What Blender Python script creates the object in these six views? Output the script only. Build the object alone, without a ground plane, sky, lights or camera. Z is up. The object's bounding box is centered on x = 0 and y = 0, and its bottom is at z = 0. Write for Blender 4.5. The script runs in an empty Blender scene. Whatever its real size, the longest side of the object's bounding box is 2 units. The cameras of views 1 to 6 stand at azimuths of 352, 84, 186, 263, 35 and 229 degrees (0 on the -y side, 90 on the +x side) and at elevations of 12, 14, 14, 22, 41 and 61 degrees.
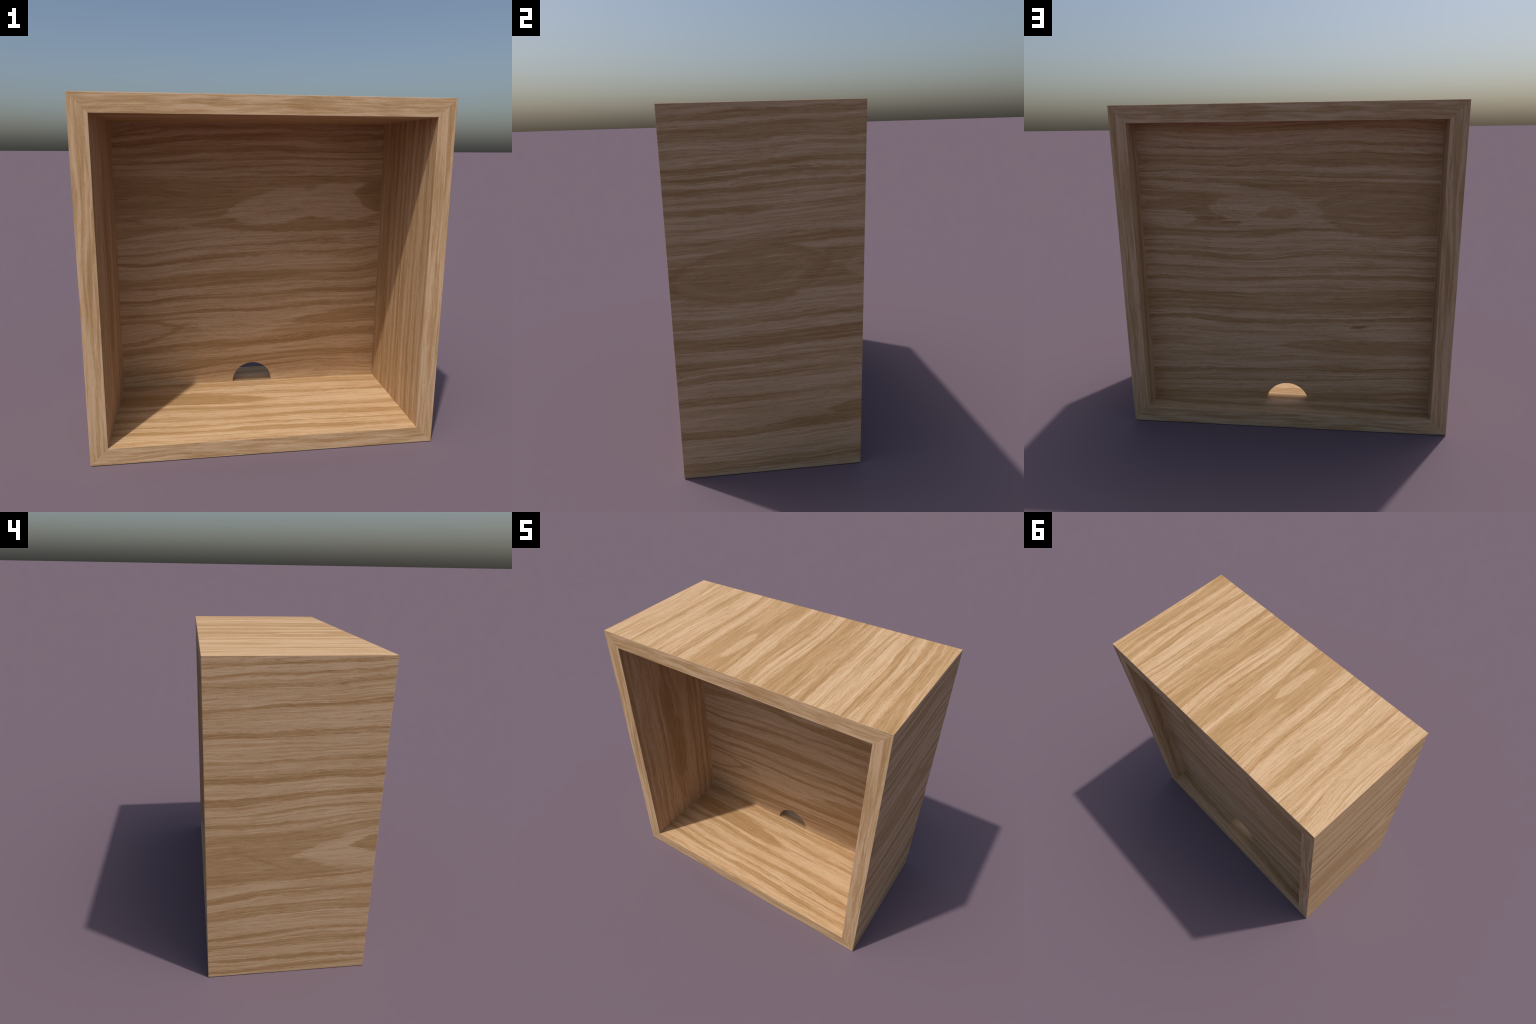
"""Open-fronted square box of oak: four mitred boards and a recessed panel with
a half-round notch at its foot.  Frame: metres, z up, box 2.0 x 1.0 x 2.0."""
import bpy, bmesh, math
from mathutils import Vector

# ------------------------------------------------------------------ sizes
HALF_W, HALF_D, HEIGHT = 1.0, 0.5, 2.0      # outside of the box
BOARD = 0.10                                # thickness of every board
EASE = 0.0022                               # eased (rounded) edges
PANEL_FRONT, PANEL_BACK = 0.261, 0.361        # y of the recessed panel
NOTCH_R = 0.1388                              # half-round cable notch
TENON = 0.006                               # panel is let into the boards

# ------------------------------------------------------------------ colours
WOOD_DARK = (0.352, 0.200, 0.083)
WOOD_MID = (0.458, 0.288, 0.143)
WOOD_LIGHT = (0.588, 0.404, 0.248)
PORE = (0.235, 0.128, 0.052)


# ------------------------------------------------------------------ node helpers
class Net:
    """Small writer for shader trees: every method returns an output socket."""

    def __init__(self, material):
        material.use_nodes = True
        self.tree = material.node_tree
        self.tree.nodes.clear()

    def node(self, kind, **props):
        n = self.tree.nodes.new(kind)
        for k, v in props.items():
            setattr(n, k, v)
        return n

    def feed(self, socket, value):
        if isinstance(value, bpy.types.NodeSocket):
            self.tree.links.new(value, socket)
        else:
            socket.default_value = value

    def math(self, op, a, b=0.0, c=None, clamp=False):
        n = self.node("ShaderNodeMath", operation=op, use_clamp=clamp)
        self.feed(n.inputs[0], a)
        self.feed(n.inputs[1], b)
        if c is not None:
            self.feed(n.inputs[2], c)
        return n.outputs[0]

    def vec(self, x, y, z=0.0):
        n = self.node("ShaderNodeCombineXYZ")
        for s, v in zip(n.inputs, (x, y, z)):
            self.feed(s, v)
        return n.outputs[0]

    def noise(self, u, v, fu, fv, seed, detail=2.0, rough=0.5):
        """Noise about 0, in -0.5..0.5, stretched along the grain."""
        n = self.node("ShaderNodeTexNoise", noise_dimensions="3D")
        n.inputs["Scale"].default_value = 1.0
        n.inputs["Detail"].default_value = detail
        n.inputs["Roughness"].default_value = rough
        self.feed(n.inputs["Vector"], self.vec(self.math("MULTIPLY", u, fu), self.math("MULTIPLY", v, fv), seed))
        return self.math("SUBTRACT", n.outputs[0], 0.5)

    def remap(self, x, lo, hi, to_lo=0.0, to_hi=1.0, smooth=False):
        n = self.node("ShaderNodeMapRange", interpolation_type="SMOOTHSTEP" if smooth else "LINEAR", clamp=True)
        for s, v in zip(n.inputs, (x, lo, hi, to_lo, to_hi)):
            self.feed(s, v)
        return n.outputs[0]

    def ramp(self, x, stops, mode):
        n = self.node("ShaderNodeValToRGB")
        r = n.color_ramp
        r.interpolation = mode
        while len(r.elements) < len(stops):
            r.elements.new(1.0)
        for e, (p, c) in zip(r.elements, sorted(stops, key=lambda s: s[0])):
            e.position = min(max(p, 0.0), 1.0)
            e.color = (*c, 1.0) if isinstance(c, tuple) else (c, c, c, 1.0)
        self.feed(n.inputs[0], x)
        return n.outputs[0]

    def mix(self, f, a, b):
        """float mix"""
        n = self.node("ShaderNodeMix", data_type="FLOAT")
        for s, v in zip((n.inputs[0], n.inputs[2], n.inputs[3]), (f, a, b)):
            self.feed(s, v)
        return n.outputs[0]

    def mix_colour(self, f, a, b, how="MIX"):
        n = self.node("ShaderNodeMix", data_type="RGBA", blend_type=how)
        for s, v in zip((n.inputs[0], n.inputs[6], n.inputs[7]), (f, a, b)):
            self.feed(s, (*v, 1.0) if isinstance(v, tuple) else v)
        return n.outputs[2]


# ------------------------------------------------------------------ oak
def oak(name, along, across, seed, span, rings=(), flames=(), pivot=0.0, lean=0.0, bend=0.05, ring_weight=0.62, lift=0.0, patchy=1.0, life=1.0):
    """Flat-sawn oak.
    along / across : axes (0,1,2) of the grain and of the ring pattern
    life           : strength of streaks and pores
    patchy         : above 1 breaks the rings into short patches
    lift           : makes a face a little paler
    span           : (low, high) of the across axis on this face
    rings          : late-wood bands as (low, high, tone); tone 0 dark .. 1 light
    flames         : cathedral lenses (u, v, half length, half width, tilt, tone)
    pivot          : place along the grain where the rings stand at their nominal place
    """
    mat = bpy.data.materials.new(name)
    net = Net(mat)
    m = net.math
    at = net.node("ShaderNodeSeparateXYZ")
    net.tree.links.new(net.node("ShaderNodeTexCoord").outputs["Object"], at.inputs[0])
    u, v0 = at.outputs[along], at.outputs[across]

    # slow wander of the rings, none at the pivot; then ragged fibres
    reach = m("SUBTRACT", u, pivot)
    wander = m("MULTIPLY_ADD", net.noise(u, v0, 0.8, 2.2, seed, 1.0), bend * 2.2, lean)
    v = m("MULTIPLY_ADD", reach, wander, v0)
    v = m("MULTIPLY_ADD", net.noise(u, v0, 1.5, 5.0, seed + 1.7, 1.0), 0.045, v)
    v = m("MULTIPLY_ADD", net.noise(u, v0, 3.4, 11.0, seed + 3.1, 2.0), 0.024, v)
    fibre = net.noise(u, v0, 9.0, 150.0, seed + 7.7, 2.0, 0.6)
    fray = net.noise(u, v0, 16.0, 210.0, seed + 11.3, 1.0)
    v_sharp = m("MULTIPLY_ADD", fibre, 0.018, v)
    v_soft = m("MULTIPLY_ADD", fray, 0.075, v)

    # early / late wood
    fine = net.noise(u, v_sharp, 1.3 * patchy, 66.0, seed + 19.0, 3.0, 0.65)
    fine = net.remap(fine, -0.17, 0.17)
    if rings:
        lo, hi = span
        stops = [(0.0, 1.0)]
        for a, b, tone in rings:
            a, b = min(a, b), max(a, b)
            stops += [((a - lo) / (hi - lo), tone), ((b - lo) / (hi - lo), 1.0)]
        assert len(stops) <= 32, name
        band = m("ADD", *(m("MULTIPLY", net.ramp(net.remap(w, lo, hi), stops, "CONSTANT"), 0.5) for w in (v_sharp, v_soft)))
    else:
        coarse = net.noise(u, v_sharp, 0.7 * patchy, 15.0 + 2.0 * patchy, seed + 23.0, 2.0, 0.65)
        band = net.remap(coarse, -0.075, 0.075, smooth=True)
    broken = net.noise(u, v_sharp, 2.2, 34.0, seed + 29.0, 1.0)
    band = m("MULTIPLY_ADD", broken, 0.9, m("MULTIPLY_ADD", fine, 0.5, band))
    band = net.remap(band, 0.10, 1.30)
    tone = net.mix(1.0 - ring_weight, band, fine)

    # cathedral figure: pointed lenses with ragged edges
    if flames:
        blot = net.noise(u, v0, 4.0, 16.0, seed + 31.0, 2.0)
        v_flame = m("MULTIPLY_ADD", fray, 0.030, v_sharp)
    for fu, fv, ru, rv, tilt, shade in flames:
        du = m("SUBTRACT", u, fu)
        dv = m("ABSOLUTE", m("DIVIDE", m("MULTIPLY_ADD", du, -tilt, m("SUBTRACT", v_flame, fv)), rv))
        bow = m("POWER", m("ABSOLUTE", m("DIVIDE", du, ru)), 2.6)
        inside = m("MULTIPLY_ADD", blot, 0.65, m("SUBTRACT", m("SUBTRACT", 1.0, bow), dv))
        mask = net.remap(inside, -0.06, 0.20, smooth=True)
        figure = net.mix(0.25, shade, fine)
        if rv > 0.065:      # faint nested contours in the broad ones
            nest = net.noise(u, inside, 0.4, 5.0, seed + 37.0 + fv, 2.0, 0.6)
            figure = m("MULTIPLY_ADD", nest, 0.75, figure)
        tone = net.mix(mask, tone, figure)

    # fibres: long thin streaks, silky mottling, slow clouds
    streak = net.noise(u, v, 4.5, 170.0, seed + 71.0, 2.0, 0.7)
    tone = m("MULTIPLY_ADD", streak, 0.70 * life, tone)
    gleam = net.noise(u, v, 2.4, 95.0, seed + 77.0, 1.0)        # narrow pale streaks
    tone = m("MULTIPLY_ADD", net.remap(gleam, 0.09, 0.16), 0.22 * life, m("SUBTRACT", tone, 0.03))
    mottle = net.noise(u, v, 85.0, 270.0, seed + 41.0, 2.0, 0.7)
    tone = m("MULTIPLY_ADD", mottle, 0.50, tone)
    cloud = net.noise(u, v, 1.6, 5.0, seed + 47.0, 1.0)
    tone = m("MULTIPLY_ADD", cloud, 0.25, m("ADD", tone, lift) if lift else tone)
    colour = net.ramp(tone, [(0.0, WOOD_DARK), (0.5, WOOD_MID), (1.0, WOOD_LIGHT)], "LINEAR")

    # open pores: dark dashes along the grain, denser in the late wood
    pore = net.noise(u, v, 11.0, 270.0, seed + 53.0, 2.0, 0.6)
    pore = net.remap(m("MULTIPLY_ADD", tone, -0.06, pore), 0.045, 0.16)
    colour = net.mix_colour(m("MULTIPLY", pore, 0.60 * life), colour, PORE)
    # a little drift between rosy and straw
    hue = net.remap(net.noise(u, v, 7.0, 40.0, seed + 61.0, 1.0), -0.3, 0.3)
    colour = net.mix_colour(1.0, colour, net.mix_colour(hue, (1.03, 0.985, 0.98), (0.975, 1.01, 0.98)), "MULTIPLY")

    bsdf = net.node("ShaderNodeBsdfPrincipled")
    net.feed(bsdf.inputs["Base Color"], colour)
    net.feed(bsdf.inputs["Roughness"], 0.72)
    net.feed(bsdf.inputs["Specular IOR Level"], 0.25)
    bump = net.node("ShaderNodeBump")
    bump.inputs["Strength"].default_value = 0.12
    bump.inputs["Distance"].default_value = 0.002
    net.feed(bump.inputs["Height"], m("MULTIPLY_ADD", pore, -0.6, tone))
    net.tree.links.new(bump.outputs[0], bsdf.inputs["Normal"])
    out = net.node("ShaderNodeOutputMaterial")
    net.tree.links.new(bsdf.outputs[0], out.inputs["Surface"])
    return mat


X, Y, Z = 0, 1, 2
D, S, W = 0.0, 0.2, 0.42          # dark, soft and weak late-wood tones

oak_top = oak("oak_top_face", Y, X, 2.3, (-1.02, 1.02), pivot=-0.5, lean=0.02, bend=0.10,
    rings=[(0.997, 0.891, S), (0.846, 0.808, S), (0.746, 0.708, D), (0.622, 0.610, W), (0.584, 0.555, W), (0.484, 0.436, D),
           (0.421, 0.227, S), (0.186, 0.166, W), (0.140, 0.030, S), (-0.035, -0.278, 0.2), (-0.284, -0.324, W), (-0.381, -0.424, S),
           (-0.555, -0.608, W), (-0.740, -0.768, W), (-0.85, -0.875, W)],
    flames=[(0.05, -0.15, 0.80, 0.12, 0.10, 0.25), (0.35, -0.20, 0.40, 0.045, 0.0, 0.62), (-0.18, -0.135, 0.19, 0.042, 0.06, 0.85), (0.30, -0.60, 0.26, 0.02, 0.0, 0.25),
            (-0.10, -0.74, 0.24, 0.02, 0.0, 0.3)])
oak_left = oak("oak_left_face", Y, Z, 11.9, (-0.02, 2.02), pivot=-0.05, lean=0.045, bend=0.07,
    rings=[(1.971, 1.955, S), (1.922, 1.906, W), (1.873, 1.845, S), (1.755, 1.727, D), (1.610, 1.574, D), (1.452, 1.427, S),
           (1.370, 1.325, D), (1.247, 1.201, D), (1.147, 1.133, S), (1.086, 1.058, S), (1.023, 0.688, 0.3), (0.619, 0.581, S),
           (0.518, 0.446, S), (0.323, 0.306, S), (0.264, 0.213, S)],
    flames=[(0.15, 0.86, 0.85, 0.17, 0.0, 0.38), (-0.55, 0.85, 0.56, 0.13, 0.0, 1.0), (-0.60, 0.88, 0.28, 0.055, 0.0, 0.15), (0.17, 0.83, 0.17, 0.012, 0.45, 0.12), (0.38, 0.895, 0.20, 0.012, -0.05, 0.12),
            (0.1, 1.67, 0.5, 0.03, -0.02, 0.95), (-0.1, 0.355, 0.6, 0.024, 0.02, 0.95), (0.0, 0.122, 0.7, 0.016, 0.03, 0.1), (0.0, 0.05, 0.8, 0.016, 0.0, 0.15)])
oak_right = oak("oak_right_face", Y, Z, 23.1, (-0.02, 2.02), pivot=0.0, lean=-0.045, bend=0.08,
    rings=[(1.957, 1.931, S), (1.893, 1.828, S), (1.790, 1.776, W), (1.729, 1.701, S), (1.607, 1.579, D), (1.510, 1.486, S),
           (1.353, 1.30, 0.22), (1.26, 1.05, 0.36), (0.925, 0.893, S), (0.834, 0.753, D), (0.704, 0.655, S), (0.617, 0.583, S),
           (0.489, 0.446, S), (0.291, 0.246, D), (0.093, 0.030, S)],
    flames=[(-0.10, 1.16, 0.46, 0.16, 0.05, 0.12), (-0.12, 1.16, 0.40, 0.125, 0.05, 0.42), (-0.15, 1.15, 0.28, 0.06, 0.05, 0.3), (0.62, 1.16, 0.24, 0.10, 0.0, 0.6), (0.05, 0.345, 0.50, 0.05, 0.04, 0.8), (0.58, 0.345, 0.28, 0.045, 0.04, 0.2),
            (0.0, 1.667, 0.7, 0.014, 0.0, 0.1)])
oak_panel_front = oak("oak_panel_fore_face", X, Z, 37.7, (0.08, 1.92), pivot=0.0, lean=-0.03, bend=0.10,
    rings=[(1.898, 1.851, S), (1.823, 1.784, D), (1.744, 1.717, S), (1.681, 1.661, S), (1.620, 1.608, W), (1.556, 1.425, 0.2),
           (1.283, 1.224, S), (1.101, 1.088, D), (1.037, 1.020, D), (0.920, 0.814, S), (0.756, 0.721, D), (0.644, 0.617, D),
           (0.420, 0.369, D), (0.290, 0.238, S), (0.200, 0.181, S)],
    flames=[(-0.55, 1.42, 0.72, 0.13, 0.0, 0.25), (-0.22, 1.255, 0.55, 0.045, -0.12, 0.75), (0.25, 1.235, 0.70, 0.06, -0.05, 0.15), (0.20, 1.36, 0.40, 0.115, 0.10, 0.98),
            (0.62, 1.38, 0.36, 0.14, 0.0, 0.95), (1.0, 1.40, 0.30, 0.13, -0.1, 0.05), (-0.95, 0.52, 0.52, 0.085, 0.0, 0.25),
            (-0.95, 0.52, 0.44, 0.055, 0.0, 0.95), (-0.12, 0.52, 0.34, 0.09, -0.04, 0.95), (0.80, 0.52, 0.55, 0.06, 0.0, 0.35)])
oak_panel_back = oak("oak_panel_rear_face", X, Z, 51.3, (0.08, 1.92), pivot=0.0, lean=0.02, bend=0.09,
    rings=[(1.897, 1.835, S), (1.769, 1.745, D), (1.713, 1.645, S), (1.613, 1.585, S), (1.561, 1.458, 0.2), (1.273, 1.222, S),  # first band is no ring: occlusion shade under the upper board, painted dark
           (1.157, 1.144, S), (1.113, 1.083, D), (1.025, 1.007, W), (0.958, 0.931, D), (0.859, 0.716, 0.3), (0.684, 0.656, D),
           (0.349, 0.319, D), (0.270, 0.255, S), (0.175, 0.104, S)],
    flames=[(-0.62, 1.38, 0.50, 0.16, 0.0, 0.32), (0.50, 1.38, 0.45, 0.10, 0.0, 0.30), (0.45, 1.515, 0.55, 0.03, 0.05, 0.85), (0.12, 1.385, 0.38, 0.12, 0.06, 0.85),
            (0.05, 1.365, 0.14, 0.034, 0.0, 0.38), (0.76, 1.335, 0.22, 0.058, 0.0, 0.9), (0.45, 1.340, 0.12, 0.011, 0.0, -0.3),
            (0.33, 1.318, 0.09, 0.008, 0.0, -0.3), (-0.10, 1.215, 0.38, 0.035, -0.07, 0.95), (-0.55, 0.50, 0.62, 0.05, 0.0, 0.35),
            (-0.45, 0.63, 0.06, 0.009, 0.0, -0.6)])
oak_floor = oak("oak_floor_face", X, Y, 67.1, (-0.52, 0.52), pivot=0.0, lean=0.03, bend=0.05,
    rings=[(0.237, 0.165, S), (0.083, 0.056, D), (-0.104, -0.155, S), (-0.220, -0.272, S), (-0.318, -0.336, D), (-0.370, -0.412, D),
           (-0.485, -0.498, S), (0.26, 0.34, S), (0.39, 0.43, D)],
    flames=[(-0.62, 0.0, 0.80, 0.075, -0.03, 0.05), (0.78, -0.04, 0.55, 0.07, 0.0, 1.0)])
oak_ceiling = oak("oak_ceiling_face", X, Y, 71.9, (-0.52, 0.52))
oak_inner_left = oak("oak_inner_left_face", Z, Y, 83.3, (-0.52, 0.52), pivot=1.0, bend=0.06,
    rings=[(-0.50, -0.46, S), (-0.43, -0.41, W), (-0.37, -0.34, W), (-0.28, -0.25, W), (0.06, 0.10, W), (0.14, 0.17, W),
           (0.20, 0.23, S), (0.39, 0.43, S)],
    flames=[(1.0, -0.13, 0.75, 0.11, 0.0, 0.45), (1.22, -0.155, 0.30, 0.05, 0.03, 0.1), (0.82, -0.11, 0.34, 0.075, 0.04, 0.1)])
oak_inner_right = oak("oak_inner_right_face", Z, Y, 97.7, (-0.52, 0.52), pivot=0.7, lean=0.012, bend=0.03,
    rings=[(0.225, 0.245, W), (0.06, 0.18, W), (0.0, 0.03, S), (-0.075, -0.05, S), (-0.14, -0.115, S), (-0.205, -0.17, W),
           (-0.27, -0.25, W), (-0.33, -0.30, S), (-0.42, -0.385, W), (-0.48, -0.465, S), (0.40, 0.44, S)])
oak_underside = oak("oak_underside_face", Y, X, 103.1, (-1.02, 1.02))
oak_rim_long = oak("oak_rim_lying", X, Z, 113.9, (0, 2), lean=0.01, bend=0.04, ring_weight=0.30, lift=0.20, patchy=2.6, life=0.5)
oak_rim_tall = oak("oak_rim_standing", Z, X, 127.3, (-1, 1), pivot=1.0, lean=-0.012, bend=0.03, ring_weight=0.30, lift=0.20, patchy=1.8, life=0.5)


# ------------------------------------------------------------------ boards
def frame_mesh():
    """The closed ring of the four boards as one bmesh with eased edges."""
    bm = bmesh.new()
    ring = {}
    for y in (-HALF_D, HALF_D):
        for inset in (0.0, BOARD):
            w = HALF_W - inset
            ring[y, inset] = [bm.verts.new((x, y, z)) for x, z in ((-w, inset), (w, inset), (w, HEIGHT - inset), (-w, HEIGHT - inset))]
    for k in range(4):
        j = (k + 1) % 4
        f, b, fi, bi = ring[-HALF_D, 0.0], ring[HALF_D, 0.0], ring[-HALF_D, BOARD], ring[HALF_D, BOARD]
        bm.faces.new((f[k], b[k], b[j], f[j]))
        bm.faces.new((fi[k], fi[j], bi[j], bi[k]))
        bm.faces.new((f[k], f[j], fi[j], fi[k]))
        bm.faces.new((b[k], bi[k], bi[j], b[j]))
    bmesh.ops.recalc_face_normals(bm, faces=bm.faces)

    def convex(e):
        mid = (e.verts[0].co + e.verts[1].co) / 2
        outer = max(abs(mid.x) / HALF_W, abs(mid.z - HEIGHT / 2) / (HEIGHT / 2)) > 0.99
        on_rim = all(abs(abs(v.co.y) - HALF_D) < 1e-6 for v in e.verts) and e.verts[0].co.y * e.verts[1].co.y > 0
        mitre = on_rim and e.verts[0].co.x != e.verts[1].co.x and e.verts[0].co.z != e.verts[1].co.z
        return not mitre and (outer or on_rim)

    bmesh.ops.bevel(bm, geom=[e for e in bm.edges if convex(e)], offset=EASE, segments=2, profile=0.5, affect="EDGES")
    bmesh.ops.recalc_face_normals(bm, faces=bm.faces)
    return bm


def cut_board(whole, side):
    """Keep the quarter of the frame on one side of the two mitre planes."""
    bm = whole.copy()
    centre = Vector((0, 0, HEIGHT / 2))
    out = {"down": (0, -1), "up": (0, 1), "left": (-1, 0), "right": (1, 0)}[side]
    for s in (-1, 1):
        # inward normal of a mitre plane through the centre line
        n = Vector((out[0] + s * out[1], 0, out[1] + s * out[0])).normalized()
        if n.dot(Vector((out[0], 0, out[1]))) < 0:
            n = -n
        geom = bm.verts[:] + bm.edges[:] + bm.faces[:]
        cut = bmesh.ops.bisect_plane(bm, geom=geom, dist=1e-6, plane_co=centre, plane_no=n, clear_inner=True)
        rim = [e for e in bm.edges if e.is_boundary]
        bmesh.ops.holes_fill(bm, edges=rim, sides=0)
    bmesh.ops.recalc_face_normals(bm, faces=bm.faces)
    return bm


def make_object(name, bm, materials, choose, parent):
    mesh = bpy.data.meshes.new(name)
    for mat in materials:
        mesh.materials.append(mat)
    for f in bm.faces:
        f.material_index = choose(f)
        f.smooth = False
    bm.to_mesh(mesh)
    bm.free()
    ob = bpy.data.objects.new(name, mesh)
    bpy.context.scene.collection.objects.link(ob)
    ob.parent = parent
    return ob


box = bpy.data.objects.new("wooden_box", None)
bpy.context.scene.collection.objects.link(box)
box["label"] = "square open oak box with mitred boards and notched rear panel"
box["category"] = "wooden box"

whole = frame_mesh()
for side, outer, inner, rim in (("down", oak_underside, oak_floor, oak_rim_long), ("up", oak_top, oak_ceiling, oak_rim_long),
                                ("left", oak_left, oak_inner_left, oak_rim_tall), ("right", oak_right, oak_inner_right, oak_rim_tall)):
    axis = Vector({"down": (0, 0, -1), "up": (0, 0, 1), "left": (-1, 0, 0), "right": (1, 0, 0)}[side])

    def face_kind(f, axis=axis):
        d = f.normal.dot(axis)
        return 0 if d > 0.72 else 1 if d < -0.72 else 2

    make_object("board", cut_board(whole, side), (outer, inner, rim), face_kind, box)
whole.free()


# ------------------------------------------------------------------ recessed panel
def panel_mesh():
    """Panel outline in x-z with the half-round notch, given its thickness in y."""
    w, low, high = HALF_W - BOARD + TENON, BOARD - TENON, HEIGHT - BOARD + TENON
    arc = [(-NOTCH_R * math.cos(math.pi * k / 48), BOARD + NOTCH_R * math.sin(math.pi * k / 48)) for k in range(49)]
    head = [(x, high) for x, z in arc]
    fields = [[(-w, low), (-NOTCH_R, low), arc[0], head[0], (-w, high)], [(NOTCH_R, low), (w, low), (w, high), head[-1], arc[-1]]]
    fields += [[arc[k], arc[k + 1], head[k + 1], head[k]] for k in range(48)]
    bm = bmesh.new()
    verts = {}

    def at(x, z):
        key = round(x, 6), round(z, 6)
        if key not in verts:
            verts[key] = bm.verts.new((x, PANEL_FRONT, z))
        return verts[key]

    for field in fields:
        bm.faces.new([at(x, z) for x, z in field])
    flat = bm.faces[:]
    grown = bmesh.ops.extrude_face_region(bm, geom=flat, use_keep_orig=True)
    bmesh.ops.translate(bm, vec=(0, PANEL_BACK - PANEL_FRONT, 0), verts=[g for g in grown["geom"] if isinstance(g, bmesh.types.BMVert)])
    bmesh.ops.recalc_face_normals(bm, faces=bm.faces)
    return bm


make_object("back_panel", panel_mesh(), (oak_panel_front, oak_panel_back), lambda f: 1 if f.normal.y > 0.5 else 0, box)
